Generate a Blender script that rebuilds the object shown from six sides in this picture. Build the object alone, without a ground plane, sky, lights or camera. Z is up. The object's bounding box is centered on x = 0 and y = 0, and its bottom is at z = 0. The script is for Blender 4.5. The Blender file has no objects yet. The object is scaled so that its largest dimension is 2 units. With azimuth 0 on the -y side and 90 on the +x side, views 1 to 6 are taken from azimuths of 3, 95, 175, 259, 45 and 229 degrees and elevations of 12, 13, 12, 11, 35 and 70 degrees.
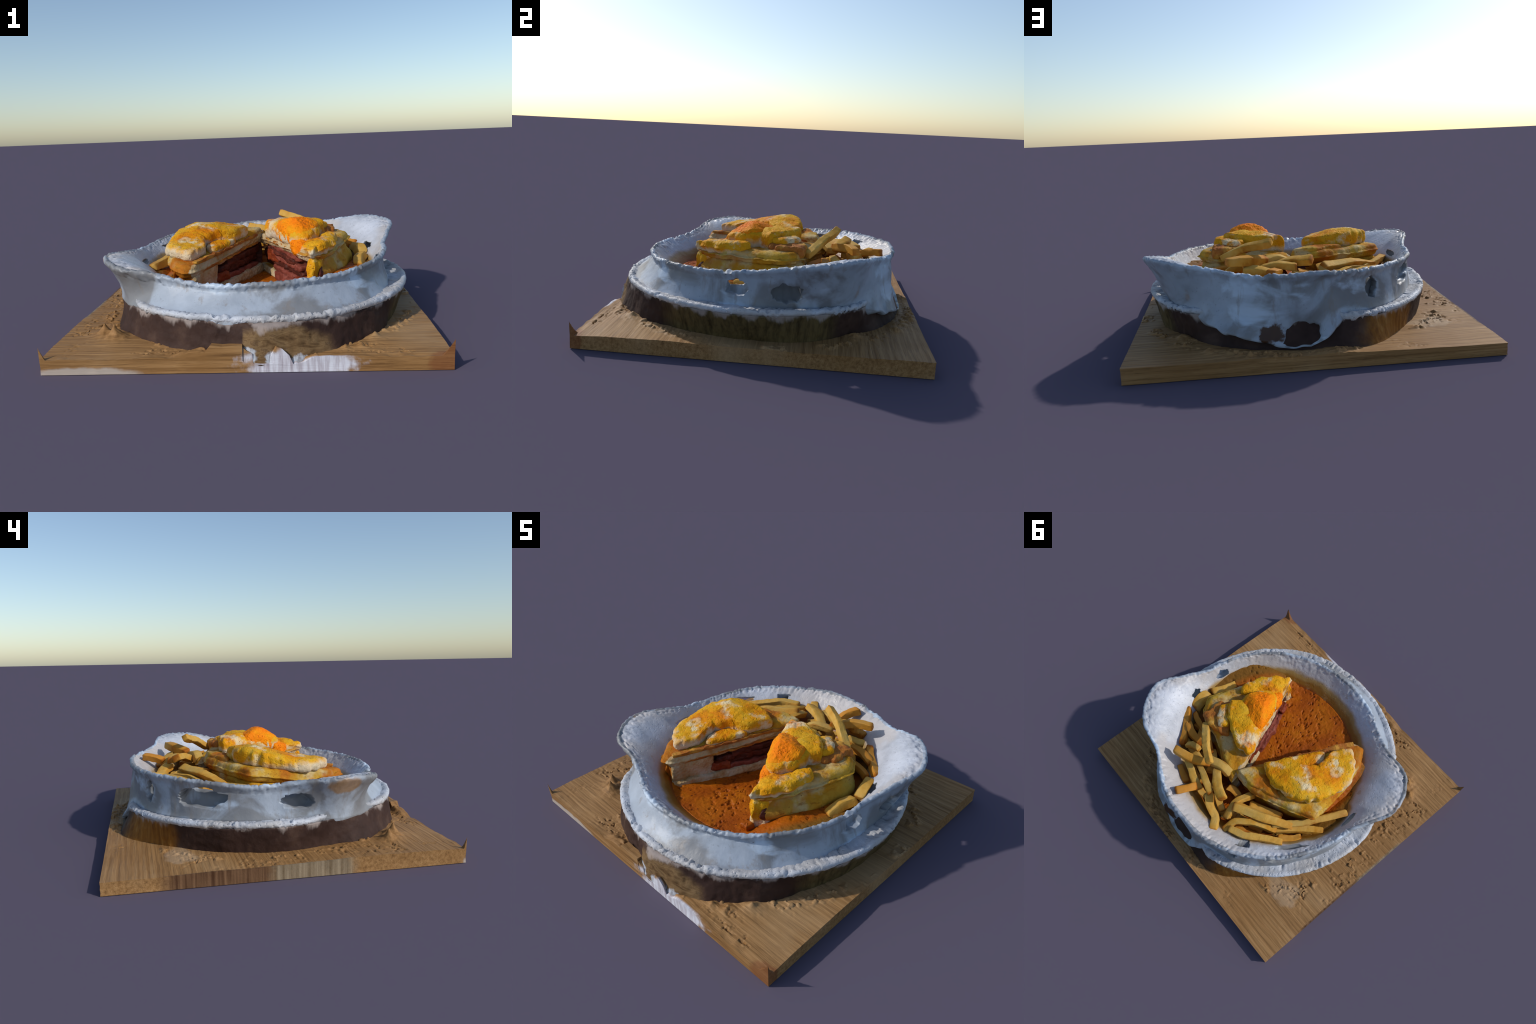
# A baked, cut sandwich in orange sauce with chips, in a white eared gratin dish
# on a white under-plate with a foot painted shadow-dark, standing on an oak board.
import bpy, bmesh, math, random
import numpy as np
from mathutils import Matrix, Vector

random.seed(7)
RNG = np.random.default_rng(7)
PI = math.pi

# ------------------------------------------------------------------ noise
def _hash(ix, iy, iz, seed):
    h = (ix * 374761393 + iy * 668265263 + iz * 2147483647 + seed * 1274126177) & 0xFFFFFFFF
    h = ((h ^ (h >> 13)) * 1274126177) & 0xFFFFFFFF
    h = ((h ^ (h >> 16)) * 2246822519) & 0xFFFFFFFF
    return ((h ^ (h >> 15)) & 0xFFFFFF) / float(0xFFFFFF) * 2 - 1

def vnoise(p, freq, seed=0):
    q = np.asarray(p, float) * freq
    i = np.floor(q).astype(np.int64)
    f = q - i
    f = f * f * f * (f * (f * 6 - 15) + 10)
    out = 0
    for dx in (0, 1):
        wx = f[..., 0] if dx else 1 - f[..., 0]
        for dy in (0, 1):
            wy = f[..., 1] if dy else 1 - f[..., 1]
            for dz in (0, 1):
                wz = f[..., 2] if dz else 1 - f[..., 2]
                out = out + wx * wy * wz * _hash(i[..., 0] + dx, i[..., 1] + dy, i[..., 2] + dz, seed)
    return out

def fbm(p, freq, octaves=3, seed=0, gain=0.5):
    a, s, n = 1.0, 0.0, 0.0
    for k in range(octaves):
        s = s + a * vnoise(p, freq * 2 ** k, seed + 17 * k)
        n += a
        a *= gain
    return s / n

def sstep(a, b, x):
    t = np.clip((np.asarray(x, float) - a) / (b - a), 0, 1)
    return t * t * (3 - 2 * t)

# ------------------------------------------------------------------ mesh helpers
def make_mesh(name, verts, faces, mats=(), smooth=True, face_mat=None):
    me = bpy.data.meshes.new(name)
    me.from_pydata([tuple(v) for v in np.asarray(verts, float)], [], [tuple(int(i) for i in f) for f in faces])
    for m in mats:
        me.materials.append(m)
    if face_mat is not None:
        me.polygons.foreach_set("material_index", np.asarray(face_mat, np.int32))
    me.polygons.foreach_set("use_smooth", np.full(len(me.polygons), smooth))
    me.update()
    return me

def add_obj(name, data, parent=None):
    o = bpy.data.objects.new(name, data)
    bpy.context.scene.collection.objects.link(o)
    if parent is not None:
        o.parent = parent
        o.matrix_parent_inverse = parent.matrix_basis.inverted()
    return o

def add_thing(name, loc, label, category):
    e = bpy.data.objects.new(name, None)
    e.location = loc
    e.empty_display_size = 0.1
    bpy.context.scene.collection.objects.link(e)
    e["label"], e["category"] = label, category
    return e

def grid_faces(rows, cols, wrap=True):
    f = []
    cc = cols if wrap else cols - 1
    for i in range(rows - 1):
        a, b = i * cols, (i + 1) * cols
        for j in range(cc):
            k = (j + 1) % cols
            f.append((a + j, a + k, b + k, b + j))
    return f

def periodic(vals, th):
    """smooth closed curve through evenly spaced control values"""
    v = np.asarray(vals, float)
    n = len(v)
    t = (np.asarray(th) / (2 * PI) * n) % n
    i = np.floor(t).astype(int)
    f = t - i
    p0, p1, p2, p3 = v[(i - 1) % n], v[i % n], v[(i + 1) % n], v[(i + 2) % n]
    return p1 + 0.5 * f * (p2 - p0 + f * (2 * p0 - 5 * p1 + 4 * p2 - p3 + f * (3 * (p1 - p2) + p3 - p0)))

def knots(pairs, deg):
    """closed linear-smooth interpolation of (degree, value) pairs"""
    d = [p[0] for p in pairs]
    v = [p[1] for p in pairs]
    d2 = [d[-1] - 360] + d + [d[0] + 360]
    v2 = [v[-1]] + v + [v[0]]
    return np.interp(np.asarray(deg) % 360, d2, v2)

# ------------------------------------------------------------------ material helpers
class Nodes:
    def __init__(self, name, rough=0.6, spec=0.25):
        self.m = bpy.data.materials.new(name)
        self.m.use_nodes = True
        self.t = self.m.node_tree
        self.b = self.t.nodes["Principled BSDF"]
        self.b.inputs["Roughness"].default_value = rough
        self.b.inputs["Specular IOR Level"].default_value = spec
        self.co = self.t.nodes.new("ShaderNodeTexCoord")

    def n(self, kind, **kw):
        x = self.t.nodes.new(kind)
        for k, v in kw.items():
            setattr(x, k, v)
        return x

    def link(self, a, b):
        self.t.links.new(a, b)

    def coord(self, scale=(1, 1, 1), loc=(0, 0, 0), rot=(0, 0, 0), which="Object"):
        mp = self.n("ShaderNodeMapping")
        mp.inputs["Scale"].default_value = scale
        mp.inputs["Location"].default_value = loc
        mp.inputs["Rotation"].default_value = rot
        self.link(self.co.outputs[which], mp.inputs["Vector"])
        return mp.outputs["Vector"]

    def noise(self, scale, detail=4, rough=0.55, vec=None, distort=0.0):
        x = self.n("ShaderNodeTexNoise")
        x.inputs["Scale"].default_value = scale
        x.inputs["Detail"].default_value = detail
        x.inputs["Roughness"].default_value = rough
        x.inputs["Distortion"].default_value = distort
        self.link(vec if vec is not None else self.co.outputs["Object"], x.inputs["Vector"])
        return x.outputs["Fac"]

    def voronoi(self, scale, vec=None, out="Distance", feature="F1"):
        x = self.n("ShaderNodeTexVoronoi", feature=feature)
        x.inputs["Scale"].default_value = scale
        self.link(vec if vec is not None else self.co.outputs["Object"], x.inputs["Vector"])
        return x.outputs[out]

    def ramp(self, fac, stops):
        x = self.n("ShaderNodeValToRGB")
        e = x.color_ramp.elements
        while len(e) < len(stops):
            e.new(0.5)
        for el, (pos, col) in zip(e, stops):
            el.position = pos
            el.color = (*col, 1) if not isinstance(col, (int, float)) else (col, col, col, 1)
        self.link(fac, x.inputs["Fac"])
        return x.outputs["Color"]

    def mix(self, fac, a, b, mode="MIX"):
        x = self.n("ShaderNodeMix", data_type="RGBA", blend_type=mode)
        for sock, v in ((x.inputs[0], fac), (x.inputs[6], a), (x.inputs[7], b)):
            if isinstance(v, (int, float)):
                sock.default_value = v
            elif isinstance(v, tuple):
                sock.default_value = (*v, 1)
            else:
                self.link(v, sock)
        return x.outputs[2]

    def math(self, op, a, b=0.0, clamp=False):
        x = self.n("ShaderNodeMath", operation=op, use_clamp=clamp)
        for sock, v in ((x.inputs[0], a), (x.inputs[1], b)):
            if isinstance(v, (int, float)):
                sock.default_value = v
            else:
                self.link(v, sock)
        return x.outputs[0]

    def range(self, v, a, b, lo=0.0, hi=1.0):
        x = self.n("ShaderNodeMapRange", clamp=True)
        x.interpolation_type = "SMOOTHSTEP"
        for k, q in (("From Min", a), ("From Max", b), ("To Min", lo), ("To Max", hi)):
            x.inputs[k].default_value = q
        self.link(v, x.inputs["Value"])
        return x.outputs["Result"]

    def xyz(self, which="Object"):
        s = self.n("ShaderNodeSeparateXYZ")
        self.link(self.co.outputs[which], s.inputs[0])
        return s.outputs

    def blob(self, centre, size, wobble=0.35, scale=9.0):
        """soft noisy patch around a point: 1 inside, 0 outside"""
        v = self.n("ShaderNodeVectorMath", operation="SUBTRACT")
        self.link(self.co.outputs["Object"], v.inputs[0])
        v.inputs[1].default_value = centre
        d = self.n("ShaderNodeVectorMath", operation="DIVIDE")
        self.link(v.outputs[0], d.inputs[0])
        d.inputs[1].default_value = size
        l = self.n("ShaderNodeVectorMath", operation="LENGTH")
        self.link(d.outputs[0], l.inputs[0])
        w = self.math("MULTIPLY", self.math("SUBTRACT", self.noise(scale, 4), 0.5), wobble * 4)
        return self.range(self.math("ADD", l.outputs["Value"], w), 1.15, 0.75)

    def bump(self, h, strength=0.3, dist=0.01):
        x = self.n("ShaderNodeBump")
        x.inputs["Strength"].default_value = strength
        x.inputs["Distance"].default_value = dist
        self.link(h, x.inputs["Height"])
        self.link(x.outputs["Normal"], self.b.inputs["Normal"])

    def done(self, col):
        if isinstance(col, tuple):
            self.b.inputs["Base Color"].default_value = (*col, 1)
        else:
            self.link(col, self.b.inputs["Base Color"])
        return self.m

# ------------------------------------------------------------------ materials
def mat_oak():
    k = Nodes("oiled_oak", 0.6, 0.2)
    warp = k.noise(2.0, 3)
    v = k.coord((1.3, 62, 62))
    addv = k.n("ShaderNodeVectorMath", operation="ADD")
    k.link(v, addv.inputs[0])
    sc = k.n("ShaderNodeVectorMath", operation="SCALE")
    comb = k.n("ShaderNodeCombineXYZ")
    k.link(warp, comb.inputs[1])
    k.link(comb.outputs[0], sc.inputs[0])
    sc.inputs["Scale"].default_value = 2.2
    k.link(sc.outputs[0], addv.inputs[1])
    grain = k.noise(1.0, 6, 0.65, addv.outputs[0])
    fine = k.noise(1.0, 4, 0.7, k.coord((5, 190, 190)))
    col = k.ramp(grain, [(0.28, (0.15, 0.072, 0.024)), (0.45, (0.285, 0.15, 0.054)), (0.6, (0.37, 0.205, 0.08)), (0.78, (0.44, 0.26, 0.115))])
    col = k.mix(k.range(fine, 0.5, 0.66, 0, 0.6), col, (0.13, 0.062, 0.022))
    tone = k.noise(1.7, 3)
    col = k.mix(k.range(tone, 0.5, 0.75, 0, 0.5), col, (0.47, 0.31, 0.16))
    col = k.mix(k.range(tone, 0.5, 0.3, 0, 0.45), col, (0.25, 0.12, 0.035))
    # scratched pale spots
    col = k.mix(k.math("MULTIPLY", k.blob((-0.72, 0.55, 0.07), (0.12, 0.07, 0.2), 0.5), 0.3), col, (0.48, 0.38, 0.27))
    # white paint scuffed along the front edge, dark scorch on the left edge
    x, y, z = k.xyz()
    front = k.range(y, -0.925, -0.94)
    streak = k.noise(1.0, 4, 0.6, k.coord((60, 10, 6)))
    paint = k.math("MULTIPLY", k.blob((0.27, -0.95, 0.04), (0.28, 0.05, 0.085), 0.3, 16), front)
    col = k.mix(paint, col, k.ramp(streak, [(0.3, (0.4, 0.36, 0.4)), (0.55, (0.66, 0.66, 0.72)), (0.8, (0.74, 0.77, 0.82))]))
    low = k.math("MULTIPLY", k.blob((-0.8, -0.95, -0.005), (0.3, 0.05, 0.04), 0.25, 8), front)
    col = k.mix(k.math("MULTIPLY", low, 0.7), col, (0.5, 0.46, 0.42))
    rust = k.math("MULTIPLY", k.blob((1.0, -0.95, 0.03), (0.12, 0.06, 0.14), 0.3), 0.5)
    col = k.mix(rust, col, (0.17, 0.04, 0.012))
    left = k.range(x, -0.985, -0.995)
    scorch = k.math("MULTIPLY", k.blob((-1.0, 0.37, 0.04), (0.05, 0.29, 0.3), 0.06, 12), left)
    barcode = k.noise(1.0, 3, 0.5, k.coord((10, 45, 2)))
    col = k.mix(scorch, col, k.ramp(barcode, [(0.35, (0.07, 0.03, 0.012)), (0.7, (0.22, 0.12, 0.06))]))
    greyed = k.math("MULTIPLY", k.blob((-1.0, -0.1, 0.04), (0.05, 0.22, 0.3), 0.1, 12), left)
    col = k.mix(k.math("MULTIPLY", greyed, 0.8), col, k.ramp(barcode, [(0.35, (0.14, 0.11, 0.07)), (0.7, (0.35, 0.29, 0.2))]))
    k.bump(k.math("ADD", grain, k.math("MULTIPLY", fine, 0.5)), 0.35, 0.006)
    return k.done(col)

def glaze_base(k, tint=(0.54, 0.575, 0.64)):
    t = np.array(tint)
    mott = k.noise(7, 5, 0.6)
    col = k.ramp(mott, [(0.3, tuple(t * 0.72)), (0.5, tuple(t * 0.95)), (0.72, tuple(np.minimum(t * 1.16, 0.78)))])
    # crust of little dark pits, in drifts
    for sc, lo, hi, am in ((34, 0.20, 0.10, 0.65), (70, 0.24, 0.12, 0.55)):
        speck = k.voronoi(sc)
        sm = k.math("MULTIPLY", k.range(speck, lo, hi), k.range(k.noise(sc * 0.28, 3), 0.47, 0.6))
        col = k.mix(k.math("MULTIPLY", sm, am), col, (0.17, 0.175, 0.19))
    return col

def pit_bump(k, strength=0.45):
    h = k.math("ADD", k.noise(34, 5, 0.6), k.range(k.voronoi(48), 0.0, 0.35, 0, 0.6))
    k.bump(h, strength, 0.012)

def mat_glaze_out():
    k = Nodes("white_glaze", 0.42, 0.35)
    col = k.mix(0.45, glaze_base(k, (0.38, 0.425, 0.49)), (0.33, 0.385, 0.46))  # white glaze darkened and blued toward the scan's shaded outer wall
    painted_shade = k.noise(2.6, 6, 0.55, distort=0.7)
    col = k.mix(k.range(painted_shade, 0.46, 0.57, 0, 0.75), col, (0.165, 0.16, 0.155))  # grey-brown patches paint the scan's baked shade under the rim
    pale = k.noise(3.0, 5, 0.5, k.coord((1, 1, 1.8), (3.1, 0, 0)), 0.5)
    col = k.mix(k.range(pale, 0.55, 0.66, 0, 0.9), col, (0.50, 0.60, 0.72))  # blue sky light on the wall, painted as pale patches
    drips = k.noise(1.0, 5, 0.65, k.coord((16, 16, 2.5)))
    col = k.mix(k.range(drips, 0.55, 0.68, 0, 0.5), col, (0.22, 0.19, 0.165))
    for c, s_ in (((-0.80, -0.34, 0.42), (0.07, 0.10, 0.05)), ((0.66, 0.52, 0.36), (0.04, 0.04, 0.09)), ((0.78, 0.62, 0.44), (0.09, 0.06, 0.05))):
        col = k.mix(k.math("MULTIPLY", k.blob(c, s_, 0.25, 14), 0.75), col, (0.32, 0.17, 0.05))
    # baked-on brown spill on the back
    col = k.mix(k.blob((0.23, 0.86, 0.165), (0.095, 0.2, 0.055), 0.6, 17), col, (0.06, 0.026, 0.014))
    k.bump(k.noise(22, 5, 0.6), 0.22, 0.012)
    return k.done(col)

def mat_glaze_in():
    k = Nodes("white_glaze_inside", 0.4, 0.35)
    col = glaze_base(k, (0.53, 0.555, 0.61))
    col = k.mix(k.range(k.noise(2.0, 4), 0.44, 0.6, 0, 0.7), col, (0.50, 0.455, 0.42))
    x, y, z = k.xyz()
    # tide mark of sauce: sloping yellow-brown band above the sauce
    lvl = k.math("SUBTRACT", z, k.math("MULTIPLY", y, 0.060))
    lvl = k.math("ADD", lvl, k.math("MULTIPLY", k.math("SUBTRACT", k.noise(8, 5), 0.5), 0.05))
    col = k.mix(k.range(lvl, 0.365, 0.335, 0, 0.9), col, (0.34, 0.20, 0.028))
    col = k.mix(k.range(lvl, 0.335, 0.31), col, (0.26, 0.115, 0.012))
    col = k.mix(k.range(lvl, 0.30, 0.28), col, (0.25, 0.06, 0.006))
    drip = k.noise(1.0, 3, 0.5, k.coord((22, 22, 2.2)))
    dm = k.math("MULTIPLY", k.range(drip, 0.63, 0.7), k.range(z, 0.43, 0.34))
    col = k.mix(k.math("MULTIPLY", dm, 0.45), col, (0.36, 0.22, 0.1))
    pit_bump(k, 0.2)
    return k.done(col)

def mat_plate():
    k = Nodes("white_plate_glaze", 0.5, 0.3)
    col = glaze_base(k, (0.50, 0.53, 0.585))  # plate white cooled to the blue it shows in shadow
    col = k.mix(k.range(k.noise(2.2, 4), 0.47, 0.6, 0, 0.6), col, (0.45, 0.42, 0.39))
    col = k.mix(k.range(k.noise(6, 4), 0.57, 0.66, 0, 0.5), col, (0.25, 0.27, 0.30))
    pit_bump(k, 0.5)
    return k.done(col)

def mat_foot():
    k = Nodes("foot_painted_shadow", 0.65, 0.15)
    n = k.noise(7, 5, 0.6)
    col = k.ramp(n, [(0.3, (0.028, 0.014, 0.011)), (0.55, (0.048, 0.026, 0.02)), (0.75, (0.085, 0.05, 0.036))])  # brown is the shadow beneath the plate, baked into the foot's colour
    drag = k.noise(1.0, 5, 0.65, k.coord((38, 38, 2.2)))
    # bare wood veneer showing at the back left, olive veneer on the right, brown wrap at the front
    amber = k.ramp(drag, [(0.3, (0.13, 0.045, 0.008)), (0.55, (0.25, 0.105, 0.018)), (0.75, (0.35, 0.19, 0.05))])
    col = k.mix(k.blob((-0.52, 0.74, 0.12), (0.30, 0.2, 0.17), 0.15, 6), col, amber)
    olive = k.ramp(drag, [(0.3, (0.04, 0.025, 0.01)), (0.6, (0.13, 0.09, 0.035))])
    col = k.mix(k.blob((0.9, -0.02, 0.13), (0.2, 0.62, 0.3), 0.12, 5), col, olive)
    wave = k.noise(1.0, 5, 0.6, k.coord((9, 9, 30), rot=(0, 0.5, 0)), 1.2)
    wrap = k.ramp(wave, [(0.3, (0.075, 0.04, 0.016)), (0.45, (0.15, 0.088, 0.038)), (0.55, (0.20, 0.125, 0.058)), (0.62, (0.12, 0.068, 0.03)), (0.75, (0.27, 0.19, 0.11))])
    x = k.xyz()[0]
    step = k.range(k.math("ADD", x, k.math("MULTIPLY", k.noise(20, 3), 0.01)), 0.0, 0.012)
    col = k.mix(k.math("MULTIPLY", k.blob((0.18, -0.94, 0.115), (0.30, 0.16, 0.105), 0.16, 9), step), col, wrap)
    torn = k.noise(1.0, 5, 0.65, k.coord((40, 10, 14)))
    scrap = k.ramp(torn, [(0.3, (0.12, 0.10, 0.10)), (0.5, (0.42, 0.44, 0.48)), (0.7, (0.62, 0.66, 0.72))])
    for c, sz in (((0.03, -0.95, 0.085), (0.045, 0.05, 0.045)), ((0.17, -0.95, 0.06), (0.07, 0.05, 0.05)), ((0.27, -0.95, 0.05), (0.05, 0.05, 0.03))):
        col = k.mix(k.blob(c, sz, 0.4, 22), col, scrap)
    # glaze runs below the plate edge
    z = k.xyz()[2]
    run = k.math("ADD", z, k.math("MULTIPLY", k.math("SUBTRACT", k.noise(1.0, 4, 0.6, k.coord((11, 11, 3))), 0.5), 0.2))
    col = k.mix(k.range(run, 0.205, 0.24, 0, 0.7), col, (0.40, 0.34, 0.31))
    k.bump(k.noise(22, 4), 0.4, 0.012)
    return k.done(col)

def mat_sauce():
    k = Nodes("orange_sauce", 0.5, 0.15)
    n = k.noise(5, 5, 0.6)
    col = k.ramp(n, [(0.3, (0.25, 0.047, 0.003)), (0.5, (0.38, 0.090, 0.003)), (0.7, (0.47, 0.145, 0.004))])
    spots = k.voronoi(34)
    col = k.mix(k.math("MULTIPLY", k.range(spots, 0.26, 0.12), k.range(k.noise(11, 3), 0.43, 0.55)), col, (0.11, 0.02, 0.004))
    x, y, z = k.xyz()
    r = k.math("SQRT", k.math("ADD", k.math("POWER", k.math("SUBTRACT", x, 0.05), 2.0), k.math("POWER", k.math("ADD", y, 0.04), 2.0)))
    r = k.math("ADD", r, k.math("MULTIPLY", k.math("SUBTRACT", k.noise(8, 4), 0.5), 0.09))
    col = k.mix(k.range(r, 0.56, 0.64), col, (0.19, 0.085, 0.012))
    k.bump(k.noise(40, 5), 0.5, 0.012)
    return k.done(col)

def mat_egg():
    k = Nodes("fried_egg_white", 0.6, 0.08)
    a = k.noise(5.5, 6, 0.65, distort=0.4)
    col = k.ramp(a, [(0.28, (0.64, 0.44, 0.11)), (0.38, (0.66, 0.36, 0.018)), (0.52, (0.67, 0.285, 0.006)), (0.64, (0.60, 0.18, 0.004)), (0.78, (0.33, 0.075, 0.003))])
    w = k.noise(8, 5, 0.6, k.coord(loc=(4.0, 1.0, 0.0)))
    col = k.mix(k.range(w, 0.53, 0.68, 0, 0.8), col, (0.68, 0.60, 0.40))
    br = k.noise(11, 5, 0.65, k.coord(loc=(1, 8, 2)))
    col = k.mix(k.range(br, 0.58, 0.68, 0, 0.7), col, (0.40, 0.13, 0.008))
    speck = k.math("MULTIPLY", k.range(k.voronoi(42), 0.24, 0.12), k.range(k.noise(13, 3), 0.47, 0.58))
    col = k.mix(k.math("MULTIPLY", speck, 0.8), col, (0.27, 0.10, 0.015))
    # pale rim at the turned-down edge of the sheet
    gz = k.xyz("Generated")[2]
    edge = k.math("ADD", gz, k.math("MULTIPLY", k.math("SUBTRACT", k.noise(12, 4), 0.5), 0.7))
    col = k.mix(k.range(edge, 0.5, 0.25, 0, 0.75), col, (0.58, 0.53, 0.42))
    ring = k.blob((-0.39, -0.185, 0.53), (0.038, 0.05, 0.08), 0.3, 14)
    col = k.mix(k.math("MULTIPLY", ring, 0.45), col, (0.74, 0.62, 0.36))
    dot = k.blob((-0.39, -0.185, 0.53), (0.014, 0.016, 0.06), 0.2, 14)
    col = k.mix(dot, col, (0.6, 0.28, 0.04))
    k.bump(k.math("ADD", k.noise(45, 5), k.range(k.voronoi(60), 0, 0.4, 0, 0.4)), 0.6, 0.012)
    return k.done(col)

def mat_yolk():
    k = Nodes("egg_yolk", 0.6, 0.08)
    a = k.noise(7, 5, 0.6)
    col = k.ramp(a, [(0.3, (0.76, 0.30, 0.006)), (0.48, (0.82, 0.225, 0.004)), (0.7, (0.76, 0.15, 0.003))])
    s = k.math("MULTIPLY", k.range(k.voronoi(48), 0.24, 0.1), k.range(k.noise(14, 3), 0.45, 0.57))
    col = k.mix(k.math("MULTIPLY", s, 0.85), col, (0.30, 0.05, 0.005))
    k.bump(k.math("ADD", k.noise(50, 5), k.range(k.voronoi(60), 0, 0.4, 0, 0.5)), 0.7, 0.012)
    return k.done(col)

def mat_bread(name, green=0.0, sauce=0.5):
    k = Nodes(name, 0.65, 0.08)
    a = k.noise(4.5, 6, 0.65)
    col = k.ramp(a, [(0.28, (0.54, 0.37, 0.11)), (0.42, (0.53, 0.30, 0.03)), (0.56, (0.47, 0.205, 0.010)), (0.72, (0.28, 0.085, 0.006))])
    if green:
        col = k.mix(k.range(k.noise(3.3, 4), 0.46, 0.6, 0, green), col, (0.46, 0.37, 0.07))
        col = k.mix(k.range(k.noise(5.1, 4, 0.6, k.coord(loc=(2, 5, 1))), 0.50, 0.64, 0, 0.75), col, (0.54, 0.45, 0.24))
    b = k.noise(4.0, 5, 0.6, distort=0.4)
    col = k.mix(k.range(b, 0.48, 0.6, 0, sauce), col, (0.40, 0.10, 0.008))
    if not green:
        col = k.mix(k.range(k.noise(3.6, 5, 0.6, k.coord(loc=(7, 2, 3))), 0.46, 0.6, 0, 0.65), col, (0.17, 0.085, 0.012))
    # browned grain running along the crust
    g = k.noise(1.0, 5, 0.65, k.coord((14, 14, 40)))
    col = k.mix(k.range(g, 0.54, 0.68, 0, 0.6), col, (0.23, 0.085, 0.010))
    f = k.math("MULTIPLY", k.range(k.voronoi(50), 0.24, 0.12), k.range(k.noise(12, 3), 0.48, 0.6))
    col = k.mix(k.math("MULTIPLY", f, 0.7), col, (0.20, 0.07, 0.01))
    k.bump(k.noise(30, 6, 0.65), 0.6, 0.014)
    return k.done(col)

def mat_crumb():
    k = Nodes("cut_bread_crumb", 0.7, 0.15)
    a = k.noise(9, 5, 0.6)
    col = k.ramp(a, [(0.3, (0.58, 0.48, 0.34)), (0.5, (0.50, 0.37, 0.2)), (0.68, (0.38, 0.2, 0.06)), (0.8, (0.27, 0.1, 0.02))])
    k.bump(k.voronoi(60), 0.5, 0.01)
    return k.done(col)

def mat_crust():
    k = Nodes("browned_crisp_cheese", 0.65, 0.2)
    a = k.noise(10, 5, 0.6)
    col = k.ramp(a, [(0.3, (0.24, 0.06, 0.012)), (0.5, (0.38, 0.13, 0.018)), (0.65, (0.52, 0.26, 0.035)), (0.8, (0.62, 0.42, 0.13))])
    k.bump(k.noise(45, 5), 0.6, 0.014)
    return k.done(col)

def mat_meat(name, c0, c1, c2):
    k = Nodes(name, 0.55, 0.2)
    st = k.noise(1.0, 5, 0.65, k.coord((10, 10, 34)))
    col = k.ramp(st, [(0.3, c0), (0.5, c1), (0.72, c2)])
    k.bump(k.noise(1.0, 4, 0.6, k.coord((18, 18, 60))), 0.5, 0.012)
    return k.done(col)

def mat_fry():
    k = Nodes("fried_potato", 0.6, 0.1)
    info = k.n("ShaderNodeObjectInfo")
    a = k.noise(7, 5, 0.6)
    col = k.ramp(a, [(0.3, (0.57, 0.37, 0.11)), (0.46, (0.56, 0.31, 0.055)), (0.6, (0.50, 0.225, 0.022)), (0.75, (0.38, 0.12, 0.009))])
    warm = k.range(info.outputs["Random"], 0.5, 1.0, 0, 0.75)
    col = k.mix(warm, col, (0.50, 0.18, 0.018))
    pale = k.range(info.outputs["Random"], 0.45, 0.0, 0, 0.5)
    col = k.mix(pale, col, (0.54, 0.37, 0.11))
    gx = k.xyz("Generated")[0]
    e = k.math("ABSOLUTE", k.math("SUBTRACT", gx, 0.5))
    e = k.math("ADD", e, k.math("MULTIPLY", k.math("SUBTRACT", k.noise(12, 4), 0.5), 0.3))
    e = k.math("ADD", e, k.math("MULTIPLY", k.math("SUBTRACT", info.outputs["Random"], 0.6), 0.10))
    col = k.mix(k.range(e, 0.42, 0.52, 0, 0.85), col, (0.30, 0.085, 0.008))
    # fried darker along the arrises
    g = k.xyz("Generated")
    ey = k.math("ABSOLUTE", k.math("SUBTRACT", g[1], 0.5))
    ez = k.math("ABSOLUTE", k.math("SUBTRACT", g[2], 0.5))
    ed = k.math("ADD", k.math("MULTIPLY", ey, ez), k.math("MULTIPLY", k.math("SUBTRACT", k.noise(18, 4), 0.5), 0.16))
    col = k.mix(k.range(ed, 0.15, 0.24, 0, 0.6), col, (0.34, 0.13, 0.014))
    s = k.noise(3.5, 5, 0.6)
    col = k.mix(k.range(s, 0.54, 0.64, 0, 0.55), col, (0.32, 0.10, 0.010))
    k.bump(k.noise(26, 5, 0.6), 0.35, 0.012)
    return k.done(col)

OAK, GOUT, GIN, PLATE, FOOT, SAUCE = mat_oak(), mat_glaze_out(), mat_glaze_in(), mat_plate(), mat_foot(), mat_sauce()
EGG, YOLK, CRUMB, CRUST, FRY = mat_egg(), mat_yolk(), mat_crumb(), mat_crust(), mat_fry()
BREAD_A = mat_bread("toasted_bread_sauced", 0.15, 0.75)
BREAD_B = mat_bread("toasted_bread_cheesy", 0.55, 0.35)
HAM = mat_meat("pink_ham", (0.15, 0.034, 0.022), (0.21, 0.050, 0.032), (0.30, 0.095, 0.065))
STEAK = mat_meat("dark_steak", (0.035, 0.010, 0.007), (0.085, 0.020, 0.012), (0.15, 0.034, 0.02))
SAUSAGE = mat_meat("red_sausage", (0.12, 0.02, 0.008), (0.22, 0.035, 0.010), (0.28, 0.07, 0.02))  # red darkened to how the sausage looks in shade

# ------------------------------------------------------------------ board
HX, HY = 1.0, 0.947
Z_SW, Z_SE, Z_NE, Z_NW = 0.079, 0.072, 0.087, 0.067
BOARD_Z = 0.075

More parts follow.
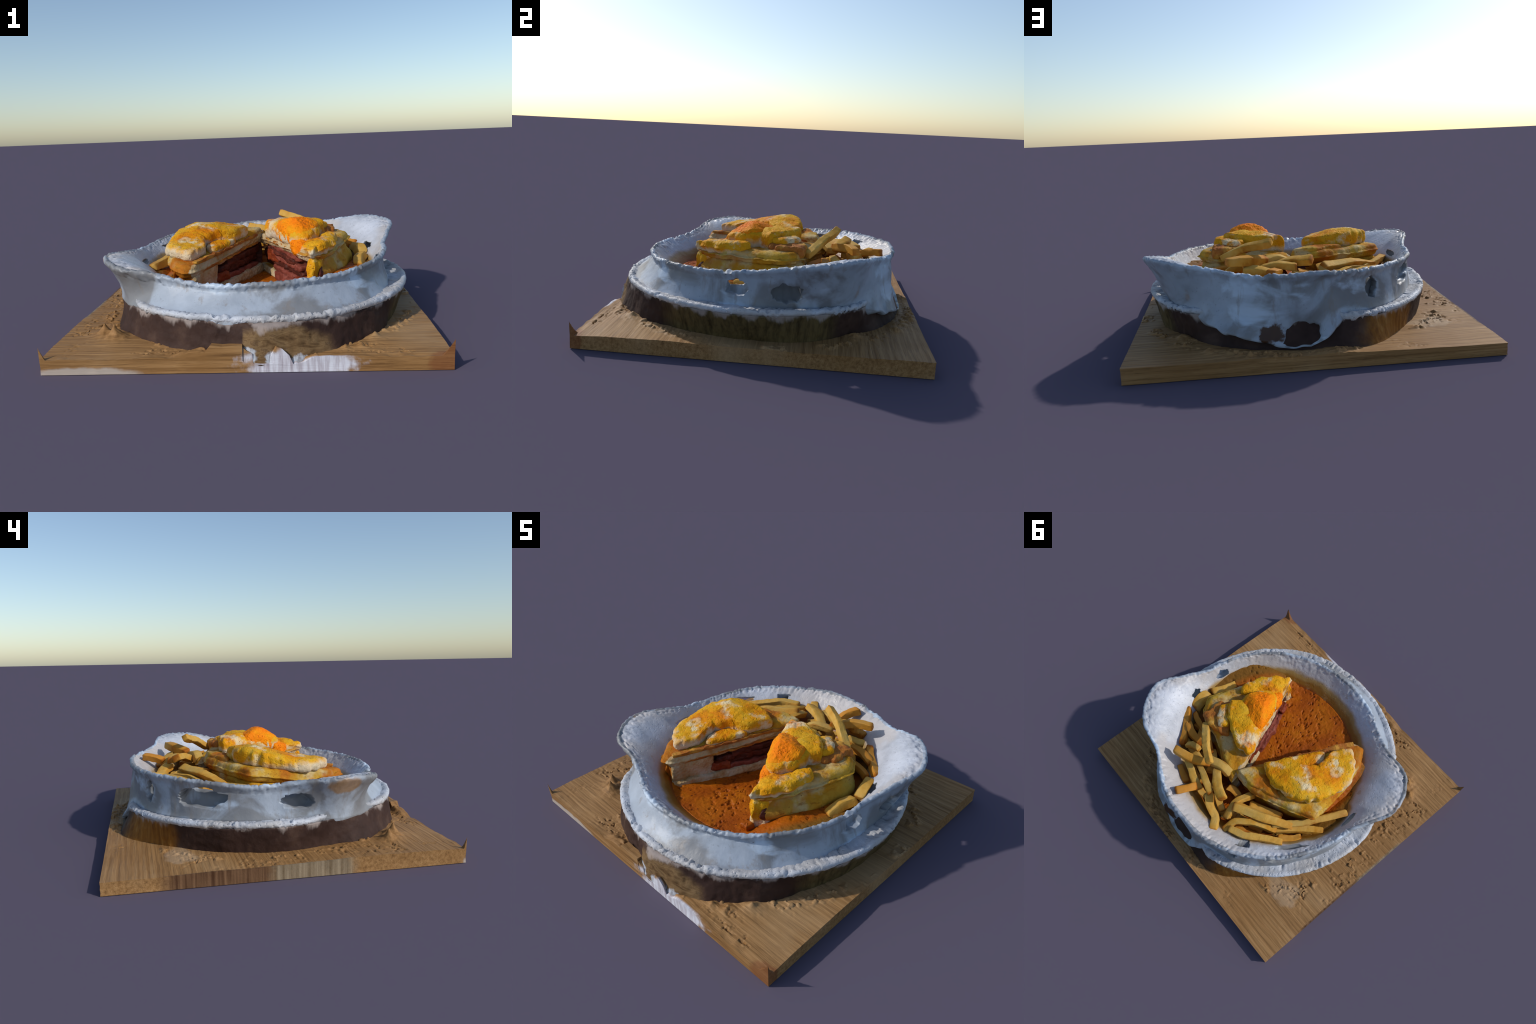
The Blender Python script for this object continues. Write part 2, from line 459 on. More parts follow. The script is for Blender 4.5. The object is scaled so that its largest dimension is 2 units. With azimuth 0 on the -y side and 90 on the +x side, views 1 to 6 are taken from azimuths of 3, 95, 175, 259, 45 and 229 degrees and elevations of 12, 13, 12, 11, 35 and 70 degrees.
def build_board():
    nx, ny = 400, 380
    x = np.linspace(-HX, HX, nx)
    y = np.linspace(-HY, HY, ny)
    X, Y = np.meshgrid(x, y)
    u, v = (X / HX + 1) / 2, (Y / HY + 1) / 2
    Z = (Z_SW * (1 - u) + Z_SE * u) * (1 - v) + (Z_NW * (1 - u) + Z_NE * u) * v
    P = np.stack([X, Y, 0 * X], -1)
    Z += 0.0016 * fbm(P * np.array([4, 75, 1]), 1.0, 3, 3) + 0.003 * fbm(P, 5, 2, 5)
    Z += 0.008 * sstep(0.1, -0.5, Y) * sstep(-HY, -0.75, Y)
    # chewed patches of pits and chips
    patch = 0
    for cx, cy, sx, sy in ((-0.42, -0.86, 0.22, 0.04), (-0.88, -0.50, 0.07, 0.26), (-0.93, 0.22, 0.045, 0.30), (-0.82, 0.45, 0.09, 0.10),
                           (0.75, -0.89, 0.22, 0.025), (-0.45, 0.86, 0.12, 0.05), (0.80, -0.48, 0.06, 0.12), (0.72, 0.6, 0.08, 0.10), (0.55, -0.80, 0.12, 0.04)):
        patch = np.maximum(patch, np.exp(-(((X - cx) / sx) ** 2 + ((Y - cy) / sy) ** 2)))
    some = sstep(-0.35, 0.15, fbm(P, 9, 2, 12))
    chip = vnoise(P * np.array([0.8, 1.2, 1]), 52, 9) + 0.5 * vnoise(P, 120, 10)
    Z -= 0.013 * patch * some * sstep(0.3, 0.7, chip)
    Z += 0.006 * patch * some * sstep(0.35, 0.8, vnoise(P, 44, 21) + 0.4 * vnoise(P, 110, 22))
    # the front edge has slumped where the foot runs over it, beside a torn square flap
    dip = sstep(-0.02, 0.02, X) * sstep(0.36, 0.24, X) * sstep(-0.88, -0.925, Y)
    Z -= 0.034 * dip
    Z += 0.02 * sstep(-0.55, -0.2, X) * sstep(0.0, -0.1, X) * sstep(-0.86, -0.92, Y) * (1 + vnoise(P, 14, 50))
    # mounds drawn up against the foot
    for cx, cy, s, h in ((-0.775, -0.605, 0.030, 0.062), (-0.70, -0.66, 0.032, 0.066), (-0.68, -0.66, 0.06, 0.015), (0.66, -0.72, 0.05, 0.03),
                         (0.72, 0.56, 0.05, 0.03), (0.45, 0.84, 0.06, 0.022), (0.25, 0.90, 0.05, 0.02), (0.56, 0.80, 0.025, 0.035), (0.35, 0.91, 0.02, 0.035),
                         (-0.1, 0.90, 0.09, 0.02), (0.5, -0.84, 0.016, 0.022), (0.58, -0.82, 0.018, 0.02)):
        d = np.hypot(X - cx, Y - cy) / s
        Z += h * np.exp(-1.15 * np.maximum(d, 0)) * (1 + 0.25 * vnoise(P, 45, 55))
    ring_d = np.abs(np.hypot(X - 0.05, Y) - 0.93)
    Z += 0.012 * np.exp(-(ring_d / 0.035) ** 2) * sstep(0.15, 0.6, vnoise(P, 40, 57) + 0.4 * vnoise(P, 100, 58)) * sstep(-0.3, 0.2, vnoise(P, 7, 59))
    # torn shards standing at the corners
    for cx, cy, w, h in ((-HX, -HY, 0.03, 0.066), (HX, -HY, 0.055, 0.075), (HX, HY, 0.012, 0.0)):
        d = np.maximum(np.abs(X - cx), 2.2 * np.abs(Y - cy))
        Z += h * np.clip(1 - d / w, 0, 1) ** 1.3
    # front edge sags and rises where the foot overhangs it
    front = sstep(-0.905, -HY, Y)
    Z += front * 0.010 * fbm(P * np.array([9, 1, 1]), 1.0, 3, 31)
    Z = np.maximum(Z, 0.03)
    top = np.stack([X, Y, Z], -1).reshape(-1, 3)
    faces = grid_faces(ny, nx, False)
    ring = [j for j in range(nx)] + [i * nx + nx - 1 for i in range(1, ny)] + [(ny - 1) * nx + j for j in range(nx - 2, -1, -1)] + [i * nx for i in range(ny - 2, 0, -1)]
    verts = [top]
    prev, base = ring, len(top)
    R = top[ring]
    for t in (0.75, 0.5, 0.25, 0.0):
        q = R.copy()
        q[:, 2] = R[:, 2] * t
        if 0 < t < 1:
            w = 0.004 * fbm(q * np.array([12, 12, 30]), 1.0, 2, 40)
            q[:, 1] += np.where(np.abs(q[:, 1]) > HY - 1e-6, -np.sign(q[:, 1]) * np.abs(w), 0)
            q[:, 0] += np.where(np.abs(q[:, 0]) > HX - 1e-6, -np.sign(q[:, 0]) * np.abs(w), 0)
        verts.append(q)
        cur = list(range(base, base + len(ring)))
        for a in range(len(ring)):
            b = (a + 1) % len(ring)
            faces.append((prev[b], prev[a], cur[a], cur[b]))
        prev, base = cur, base + len(ring)
    faces.append(tuple(reversed(prev)))
    o = add_obj("wooden_board", make_mesh("wooden_board", np.vstack(verts), faces, [OAK]))
    o["label"], o["category"] = "square oak serving board with chipped, worn edges", "serving board"
    me = o.data
    me.set_sharp_from_angle(angle=math.radians(50))
    # splintered flap standing at the front edge, and a dog-eared chip behind it
    def shard(profile, y0, y1, lean):
        n = len(profile)
        f = [(x, y0, z) for x, z in profile]
        b = [(x * 0.96 - 0.004, y1 + lean * (z - 0.05), z * 0.97) for x, z in profile]
        F = [tuple(range(n)), tuple(range(2 * n - 1, n - 1, -1))] + [(i, n + i, n + (i + 1) % n, (i + 1) % n) for i in range(n)]
        add_obj("torn_splinter", make_mesh("torn_splinter", f + b, F, [OAK], False), o)
    shard([(-0.225, 0.05), (-0.002, 0.012), (0.0, 0.137), (-0.10, 0.132), (-0.155, 0.138), (-0.18, 0.108), (-0.205, 0.092)], -0.9462, -0.905, 0.1)
    shard([(0.005, 0.02), (0.05, 0.02), (0.047, 0.095), (0.022, 0.108), (0.006, 0.122)], -0.9455, -0.925, 0.25)
    shard([(0.12, 0.02), (0.25, 0.02), (0.222, 0.085), (0.19, 0.118), (0.165, 0.128), (0.14, 0.092)], -0.9458, -0.93, 0.2)
    return o

build_board()

# ------------------------------------------------------------------ under-plate and foot
NT = 720
TH = np.arange(NT) * 2 * PI / NT
DEG = np.degrees(TH)
CT, ST = np.cos(TH), np.sin(TH)
PLATE_R = periodic([0.945, 0.928, 0.902, 0.885, 0.865, 0.848, 0.841, 0.831, 0.823, 0.827, 0.833, 0.847, 0.865, 0.88, 0.903, 0.929, 0.938, 0.942], TH)
PLATE_Z = periodic([0.261, 0.263, 0.261, 0.256, 0.248, 0.239, 0.234, 0.232, 0.235, 0.24, 0.247, 0.252, 0.255, 0.255, 0.253, 0.253, 0.254, 0.258], TH) + 0.004

def revolve(rows):
    """rows of (r, z) arrays over TH -> stacked vertex rows"""
    return np.concatenate([np.stack([r * CT, r * ST, z + 0 * r], -1) for r, z in rows])

def wobble(V, amp, freq, seed, octv=2):
    for a in range(3):
        V[:, a] += amp * fbm(V, freq, octv, seed + 5 * a)
    return V

# ------------------------------------------------------------------ gratin dish
RIM_R = periodic([0.83, 0.898, 0.984, 0.991, 0.943, 0.845, 0.828, 0.826, 0.814, 0.803, 0.797, 0.786, 0.778, 0.765, 0.757, 0.746, 0.74, 0.738,
                  0.744, 0.8, 0.893, 0.915, 0.882, 0.785, 0.749, 0.748, 0.758, 0.767, 0.775, 0.785, 0.799, 0.807, 0.816, 0.819, 0.823, 0.825], TH)
RIM_Z = periodic([0.452, 0.487, 0.523, 0.54, 0.528, 0.499, 0.480, 0.475, 0.477, 0.480, 0.475, 0.466, 0.461, 0.459, 0.455, 0.446, 0.433, 0.427,
                  0.437, 0.455, 0.469, 0.467, 0.448, 0.422, 0.402, 0.391, 0.389, 0.393, 0.397, 0.399, 0.403, 0.409, 0.418, 0.423, 0.427, 0.433], TH)
BARE_R = np.where(True, knots([(0, .83), (20, .835), (40, .835), (60, .828), (90, .803), (120, .778), (150, .746), (170, .738), (200, .735), (220, .735), (240, .749), (270, .767), (300, .799), (330, .819)], DEG), 0)
TIDE_R = periodic([0.735, 0.714, 0.679, 0.636, 0.604, 0.575, 0.56, 0.558, 0.565, 0.585, 0.606, 0.63, 0.646, 0.65, 0.645, 0.635, 0.625, 0.622, 0.629, 0.648, 0.674, 0.703, 0.726, 0.739], TH)
FOOT_R = knots([(0, .757), (20, .775), (45, .77), (60, .75), (90, .72), (120, .70), (150, .655), (180, .65), (200, .68), (225, .745), (245, .765), (262, .77), (285, .805), (310, .815), (328, .80), (345, .77)], DEG)
EAR = np.clip((RIM_R - BARE_R) / 0.12, 0, 1)
MERGE_N = sstep(36, 58, DEG) * (1 - sstep(93, 106, DEG))
MERGE_W = sstep(186, 207, DEG) * (1 - sstep(213, 233, DEG))
MERGE_E = 0.55 * sstep(22, 34, DEG) * (1 - sstep(34, 50, DEG))
MERGE = np.maximum(np.maximum(MERGE_N, MERGE_W), MERGE_E)
LOW_Z = 0.016 * MERGE_N * vnoise(np.stack([CT * 14, ST * 14, 0 * TH], -1), 1.0, 60) + knots([(20, .245), (36, .225), (60, .155), (75, .115), (88, .10), (97, .15), (108, .23), (150, .235), (190, .235), (203, .222), (216, .215), (230, .235)], DEG)

def bez(p0, p1, p2, t):
    return (1 - t) ** 2 * p0 + 2 * t * (1 - t) * p1 + t * t * p2

def build_plate():
    e = add_thing("under_plate", (0, 0, BOARD_Z), "round white under-plate with crumbly rim on a foot coloured dark by scanned shadow", "plate")
    R, Z = PLATE_R - 0.075 * MERGE_N - 0.05 * MERGE_W, PLATE_Z
    rows = [(0.30 + 0 * R, 0.155 + 0 * R), (0.5 + 0 * R, 0.155 + 0 * R)]
    for t in np.linspace(0, 1, 12):
        rows.append((R - 0.30 + 0.255 * t, 0.16 + (Z - 0.165) * min(1, t * 2.4) ** 0.5 * (0.86 + 0.14 * t)))
    rows += [(R - 0.032, Z + 0.002), (R - 0.018, Z + 0.005), (R - 0.006, Z + 0.001), (R, Z - 0.008), (R - 0.001, Z - 0.018), (R - 0.008, Z - 0.028), (R - 0.03, Z - 0.034),
             (R - 0.12, Z * 0 + 0.19), (R - 0.3, Z * 0 + 0.145), (0.3 + 0 * R, 0.145 + 0 * R)]
    nr = len(rows)
    V = revolve(rows)
    lipw = np.zeros(nr)
    lipw[9:22] = 1.0
    w = np.repeat(lipw, NT)
    base = V.copy()
    w = w * (0.45 + 0.9 * sstep(-0.4, 0.5, vnoise(base, 9, 73)))
    V[:, 2] += w * (0.0055 * fbm(base, 44, 3, 70) + 0.004 * vnoise(base, 24, 71) - 0.010 * sstep(0.2, 0.5, vnoise(base, 70, 74)))
    rr = 1 + w * 0.006 * fbm(base, 50, 2, 72)
    V[:, 0] *= rr
    V[:, 1] *= rr
    faces = grid_faces(nr, NT)
    faces.append(tuple(reversed(range(NT))))
    faces.append(tuple(range((nr - 1) * NT, nr * NT)))
    faces = [tuple(reversed(f)) for f in faces]
    add_obj("plate_rim", make_mesh("plate_rim", V, faces, [PLATE]), e)
    # foot: nearly upright dark wall down to the board, kicked out at the front
    off = knots([(0, -.08), (20, -.035), (38, -.04), (50, 0), (75, .015), (90, .02), (100, .05), (106, .07), (113, .055), (122, .005), (136, -.03), (158, -.038), (193, -.035), (203, -.015), (210, .035),
                 (217, .055), (225, .045), (234, .025), (246, .03), (253, .018), (265, .035), (272, .06), (288, .06), (302, .04), (319, .015), (329, -.045), (340, -.06)], DEG)
    low = 0.066 - 0.034 * sstep(268, 273, DEG) * sstep(296, 288, DEG)
    lim = np.minimum(0.944 / np.maximum(np.abs(ST), 1e-6), 0.99 / np.maximum(np.abs(CT), 1e-6))
    rows = [(0.3 + 0 * R, 0.14 + 0 * R), (R - 0.10, 0.14 + 0 * R), (R - 0.06, 0.20 + 0 * R)]
    for t in np.linspace(0, 1, 16):
        Rf = R + 0.032 * MERGE_W
        rf = Rf - 0.006 + (off + PLATE_R - Rf) * t ** (1.2 - 0.75 * sstep(266, 274, DEG) * sstep(296, 286, DEG)) + 0.006 * t ** 4
        rf = np.minimum(rf, lim)
        rows.append((rf, (Z - 0.026) * (1 - t) + low * t))
    rows.append((0.3 + 0 * R, low))
    nr = len(rows)
    V = revolve(rows)
    w = np.repeat(np.array([0, 0, 0] + [1] * 16 + [0]), NT)
    rr = 1 + w * (0.010 * fbm(V * np.array([1, 1, 0.5]), 9, 4, 80) + 0.004 * fbm(V, 40, 2, 81))
    V[:, 0] *= rr
    V[:, 1] = np.maximum(V[:, 1] * rr, -0.9455)
    faces = grid_faces(nr, NT)
    faces.append(tuple(reversed(range(NT))))
    faces.append(tuple(range((nr - 1) * NT, nr * NT)))
    faces = [tuple(reversed(f)) for f in faces]
    add_obj("foot", make_mesh("foot", V, faces, [FOOT]), e)
    return e

build_plate()

def around(deg, width):
    return np.exp(-((((DEG - deg) + 180) % 360 - 180) / width) ** 2)

TIDE_R = TIDE_R + 0.055 * around(95, 45)
TIDE_Z = 0.327 + 0.039 * np.cos(TH - math.radians(101)) - 0.030 * around(95, 45) + 0.040 * around(216, 30) + 0.022 * around(15, 25)

def inner_profile(t):
    r0, z0, r2, z2 = RIM_R - 0.026, RIM_Z - 0.006, TIDE_R * 0.80, 0.185 + EAR * np.where(DEG > 120, 0.065, 0.035)
    r1 = (2 * TIDE_R - 0.5 * (r0 + r2)) * (1 - EAR) + (BARE_R * 0.90 + 0.09) * EAR
    z1 = (2 * TIDE_Z - 0.5 * (z0 + z2)) * (1 - EAR) + (RIM_Z + 0.018) * EAR
    return bez(r0, r1, r2, t), bez(z0, z1, z2, t)

def sauce_level(x, y):
    z = 0.212 - 0.05 * np.minimum(y, 0) + 0.11 * sstep(0.30, 0.54, x) * sstep(-0.62, -0.30, y)
    z = z + 0.09 * sstep(-0.40, -0.56, x) + 0.06 * sstep(0.30, 0.45, y)
    return z

def build_dish():
    e = add_thing("gratin_dish", (0, 0, 0.22), "white oval eared gratin dish with crumbly rim", "baking dish")
    n_in, n_out = 34, 30
    rows = [(0.2 + 0 * TH, 0.180 + 0 * TH), (0.42 + 0 * TH, 0.180 + 0 * TH)]
    for t in np.linspace(1, 0, n_in):
        rows.append(inner_profile(t))
    k_in = len(rows)
    rows += [(RIM_R - 0.017, RIM_Z + 0.001), (RIM_R - 0.008, RIM_Z + 0.0005), (RIM_R - 0.001, RIM_Z - 0.007), (RIM_R, RIM_Z - 0.016), (RIM_R - 0.007, RIM_Z - 0.026 - 0.004 * EAR)]
    k_lip = len(rows)
    for t in np.linspace(0.05, 1, n_out):
        # clear wall: hollow flare standing on the plate
        r0, z0 = RIM_R - 0.017, RIM_Z - 0.034 - 0.006 * EAR
        rc = RIM_R - 0.014 - 0.10 * EAR + 0.042 * sstep(222, 240, DEG) * sstep(340, 315, DEG)
        ra = bez(r0, rc, np.minimum(FOOT_R + 0.085, PLATE_R - 0.035) + 0.012 * around(275, 40) + 0.025 * around(266, 11), t)
        za = bez(z0, 0.285 + 0 * z0, 0.236 + 0 * z0, t)
        # merged wall: skirt that runs over the plate edge
        rb = bez(r0, np.minimum(PLATE_R - 0.035, RIM_R - 0.02 - 0.08 * EAR), PLATE_R + 0.004 - 0.022 * MERGE_W + 0.03 * MERGE_N * sstep(68, 80, DEG), t)
        zb = bez(z0, 0.30 + 0.05 * (LOW_Z - 0.2), LOW_Z, t)
        rows.append((ra * (1 - MERGE) + rb * MERGE, za * (1 - MERGE) + zb * MERGE))
    k_out = len(rows)
    rl, zl = rows[-1]
    rows += [(rl - 0.02, np.minimum(zl - 0.012, 0.175)), (np.minimum(FOOT_R - 0.06, rl - 0.05), np.minimum(0.165, zl - 0.01)), (0.4 + 0 * TH, 0.160 + 0 * TH), (0.2 + 0 * TH, 0.160 + 0 * TH)]
    nr = len(rows)
    V = revolve(rows)
    # crumbly lip, softly dented walls
    w = np.zeros(nr)
    w[k_in - 3:k_lip + 2] = 1.0
    w[k_in - 14:k_in - 3] = np.linspace(0.15, 0.8, 11)
    W = np.repeat(w, NT)
    base = V.copy()
    W = W * (0.45 + 0.9 * sstep(-0.4, 0.5, vnoise(base, 9, 98)))
    V[:, 2] += W * (0.005 * fbm(base, 44, 3, 90) + 0.003 * vnoise(base, 26, 91) - 0.004 * sstep(0.25, 0.6, vnoise(base, 75, 97)))
    s = np.ones(nr)
    s[:2] = 0
    s[-4:] = 0
    S = np.repeat(s, NT)
    rr = 1 + W * 0.008 * fbm(base, 55, 2, 92) + S * (0.010 * fbm(base, 6, 3, 93) + (0.001 + 0.004 * W) * fbm(base, 28, 2, 94))
    # deeper folds on the merged back skirt
    back = np.repeat(np.r_[np.zeros(k_lip), np.linspace(0, 1, n_out), np.zeros(nr - k_out)], NT) * np.tile(MERGE_N, nr)
    rr += back * 0.022 * fbm(base * np.array([1, 1, 0.6]), 11, 3, 95)
    # a broken notch low in the back skirt
    dg_ = np.tile(DEG, nr)
    ragged = 0.02 * vnoise(base, 22, 96)
    funnel = np.exp(-((dg_ - 85) / 9.0) ** 2) * sstep(0.34, 0.14, base[:, 2])
    notch = sstep(79, 81, dg_ + 60 * ragged) * sstep(92, 90, dg_ + 60 * ragged) * sstep(0.185, 0.165, base[:, 2] + ragged)
    rr -= (back > 0) * (0.10 * funnel + 0.13 * notch)
    V[:, 0] *= rr
    V[:, 1] *= rr
    faces = grid_faces(nr, NT)
    fm = [1] * ((k_in - 1) * NT) + [0] * ((nr - k_in) * NT)
    faces.append(tuple(reversed(range(NT))))
    fm.append(1)
    faces.append(tuple(range((nr - 1) * NT, nr * NT)))
    fm.append(0)
    body = add_obj("dish_whole", make_mesh("dish_whole", V, [tuple(reversed(f)) for f in faces], [GOUT, GIN], True, fm))
    me = body.data
    bm = bmesh.new()
    bm.from_mesh(me)
    bmesh.ops.recalc_face_normals(bm, faces=bm.faces)
    bm.to_mesh(me)
    bm.free()
    # worn-through openings: wide outside, narrow inside (angle, z, half width, half height) outer then inner
    holes = (((145, 0.352, 0.150, 0.056), (147, 0.410, 0.118, 0.032)),
             ((116, 0.350, 0.045, 0.058), (121, 0.412, 0.040, 0.036)),
             ((187, 0.330, 0.085, 0.045), (185, 0.378, 0.055, 0.028)),
             ((-7, 0.345, 0.066, 0.046), (-8, 0.386, 0.036, 0.026)),
             ((12, 0.340, 0.086, 0.056), (12, 0.396, 0.042, 0.030)))
    cutters = []
    for hi, ((a0, z0, w0, h0), (a1, z1, w1, h1)) in enumerate(holes):
        i0 = int(round((a0 % 360) * 2)) % NT
        ro = max(FOOT_R[i0] + 0.05, RIM_R[i0] - 0.035)
        ri = BARE_R[i0] - 0.085
        ring = []
        m = 40
        for s_ in (-0.5, 0.05, 0.2, 0.38, 1.0, 1.6, 2.2):
            # s=0 inner opening, s=1 outer opening; radial stations spread along the wall
            sc = float(sstep(0.05, 0.38, s_)) * (1 + 0.15 * max(s_ - 1, 0))
            a = math.radians(a1 + (a0 - a1) * min(max(sc, 0), 1))
            z = z1 + (z0 - z1) * min(sc, 1)
            hw, hh = w1 + (w0 - w1) * sc, h1 + (h0 - h1) * sc
            rad = min(ri, ro - 0.03) + (max(ro - ri, 0.03)) * s_ if s_ >= 0 else min(ri, ro - 0.03) - 0.14
            ph = np.arange(m) * 2 * PI / m
            jag = 1 + 0.16 * vnoise(np.stack([np.cos(ph) * 2, np.sin(ph) * 2, 0 * ph + hi * 3.1], -1), 1.6, 120) + 0.07 * vnoise(np.stack([np.cos(ph), np.sin(ph), 0 * ph + hi], -1), 6, 121)
            dx, dz = hw * np.cos(ph) * jag, hh * np.sin(ph) * jag
            ring.append(np.stack([rad * math.cos(a) - dx * math.sin(a), rad * math.sin(a) + dx * math.cos(a), z + dz], -1))
        cv = np.concatenate(ring)
        cf = grid_faces(len(ring), m)
        cf.append(tuple(reversed(range(m))))
        cf.append(tuple(range((len(ring) - 1) * m, len(ring) * m)))
        c = add_obj("hole_cutter", make_mesh("hole_cutter", cv, cf, [GOUT]))
        bm = bmesh.new()
        bm.from_mesh(c.data)
        bmesh.ops.recalc_face_normals(bm, faces=bm.faces)
        bm.to_mesh(c.data)
        bm.free()
        cutters.append(c)
    # cut one opening at a time and keep a cut only if the dish survives it whole
    whole_n = len(body.data.vertices)
    for c in cutters:
        for tolerant in (False, True):
            md = body.modifiers.new("hole", "BOOLEAN")
            md.operation, md.object, md.solver = "DIFFERENCE", c, "EXACT"
            md.use_hole_tolerant = tolerant
            dg = bpy.context.evaluated_depsgraph_get()
            res = bpy.data.meshes.new_from_object(body.evaluated_get(dg))
            body.modifiers.remove(md)
            zs = np.empty(len(res.vertices) * 3, np.float32)
            res.vertices.foreach_get("co", zs)
            if len(res.vertices) > 0.9 * whole_n and zs[2::3].max() > 0.5:
                body.data = res
                break
            bpy.data.meshes.remove(res)
    full = body.data
    for o in cutters + [body]:
        bpy.data.objects.remove(o)
    # crumbled glaze along the lip and over the ears
    q = np.empty(len(full.vertices) * 3, np.float32)
    full.vertices.foreach_get("co", q)
    q = q.reshape(-1, 3).astype(float)
    qa = np.degrees(np.arctan2(q[:, 1], q[:, 0])) % 360
    qz = np.interp(qa, np.r_[DEG, 360], np.r_[RIM_Z, RIM_Z[0]])
    qr = np.interp(qa, np.r_[DEG, 360], np.r_[RIM_R, RIM_R[0]])
    near = np.exp(-((q[:, 2] - qz) / 0.022) ** 2) * sstep(0.16, 0.05, qr - np.hypot(q[:, 0], q[:, 1]))
    q0 = q.copy()
    q[:, 2] += near * (0.004 * vnoise(q0, 85, 99) - 0.008 * sstep(0.2, 0.5, vnoise(q0, 75, 97)))
    full.vertices.foreach_set("co", q.astype(np.float32).ravel())
    full.update()
    # split by region into bowl and two ears, keeping the whole body's normals
    nv = len(full.vertices)
    co = np.empty(nv * 3, np.float32)
    full.vertices.foreach_get("co", co)
    co = co.reshape(-1, 3)
    no = np.empty(nv * 3, np.float32)
    full.vertex_normals.foreach_get("vector", no)
    no = no.reshape(-1, 3)
    ang = np.degrees(np.arctan2(co[:, 1], co[:, 0])) % 360
    rad = np.hypot(co[:, 0], co[:, 1])
    lim = np.interp(ang, np.r_[DEG, 360], np.r_[BARE_R, BARE_R[0]]) + 0.012
    ear = (rad > lim) & (co[:, 2] > 0.36)
    polys = [tuple(p.vertices) for p in full.polygons]
    pmat = [p.material_index for p in full.polygons]
    groups = {0: [], 1: [], 2: []}
    for i, p in enumerate(polys):
        g = 0
        if all(ear[v] for v in p):
            g = 1 if ang[p[0]] < 100 or ang[p[0]] > 320 else 2
        groups[g].append(i)
    for g, nm in ((0, "bowl"), (1, "handle"), (2, "handle")):
        ids = groups[g]
        used = sorted({v for i in ids for v in polys[i]})
        mp = {v: j for j, v in enumerate(used)}
        m = make_mesh(nm, co[used], [tuple(mp[v] for v in polys[i]) for i in ids], [GOUT, GIN], True, [min(pmat[i], 1) for i in ids])
        m.normals_split_custom_set_from_vertices([tuple(v) for v in no[used]])
        add_obj(nm, m, e)
    bpy.data.meshes.remove(full)
    # sauce pooled in the bowl
    edge_r = np.zeros(NT)
    for t in np.linspace(0.15, 0.98, 120):
        r, z = inner_profile(t)
        hit = (edge_r == 0) & (z < sauce_level(r * CT, r * ST))
        edge_r[hit] = r[hit] + 0.012
    edge_r[edge_r == 0] = TIDE_R[edge_r == 0] * 0.82
    nr = 90
    V = revolve([(edge_r * t, 0 * TH) for t in np.linspace(0.02, 1, nr)])
    V[:, 2] = sauce_level(V[:, 0], V[:, 1]) + np.repeat(0.010 * np.linspace(0.02, 1, nr) ** 10, NT)
    pits = vnoise(V, 34, 130)
    pits = vnoise(V, 52, 130) + 0.5 * vnoise(V, 110, 133)
    V[:, 2] += 0.005 * fbm(V, 10, 3, 131) - 0.010 * sstep(0.42, 0.7, pits) * sstep(-0.2, 0.2, vnoise(V, 9, 134)) + 0.0015 * vnoise(V, 90, 132)
    low = V.copy()
    F = grid_faces(nr, NT)
    F.append(tuple(reversed(range(NT))))
    # underside closes the pool
    rim = V[-NT:].copy()
    rim[:, :2] *= 0.9
    rim[:, 2] = 0.188
    b0 = len(V)
    V = np.vstack([V, rim])
    for j in range(NT):
        k = (j + 1) % NT
        F.append((b0 - NT + j, b0 - NT + k, b0 + k, b0 + j))
    F.append(tuple(range(b0, b0 + NT)))
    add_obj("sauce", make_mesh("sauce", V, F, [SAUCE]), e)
    return e

build_dish()

# ------------------------------------------------------------------ soft slabs for the sandwich
def smooth_outline(pts, n=240, sigma=0.02):
    p = np.asarray(pts, float)
    q = np.vstack([p, p[:1]])
    d = np.r_[0, np.cumsum(np.hypot(*np.diff(q, axis=0).T))]
    s = np.linspace(0, d[-1], n, endpoint=False)
    o = np.stack([np.interp(s, d, q[:, 0]), np.interp(s, d, q[:, 1])], -1)
    g = sigma / (d[-1] / n)
    kx = np.arange(-int(4 * g) - 1, int(4 * g) + 2)
    kw = np.exp(-kx ** 2 / (2 * g * g))
    kw /= kw.sum()
    return sum(w * np.roll(o, -int(j), axis=0) for j, w in zip(kx, kw))

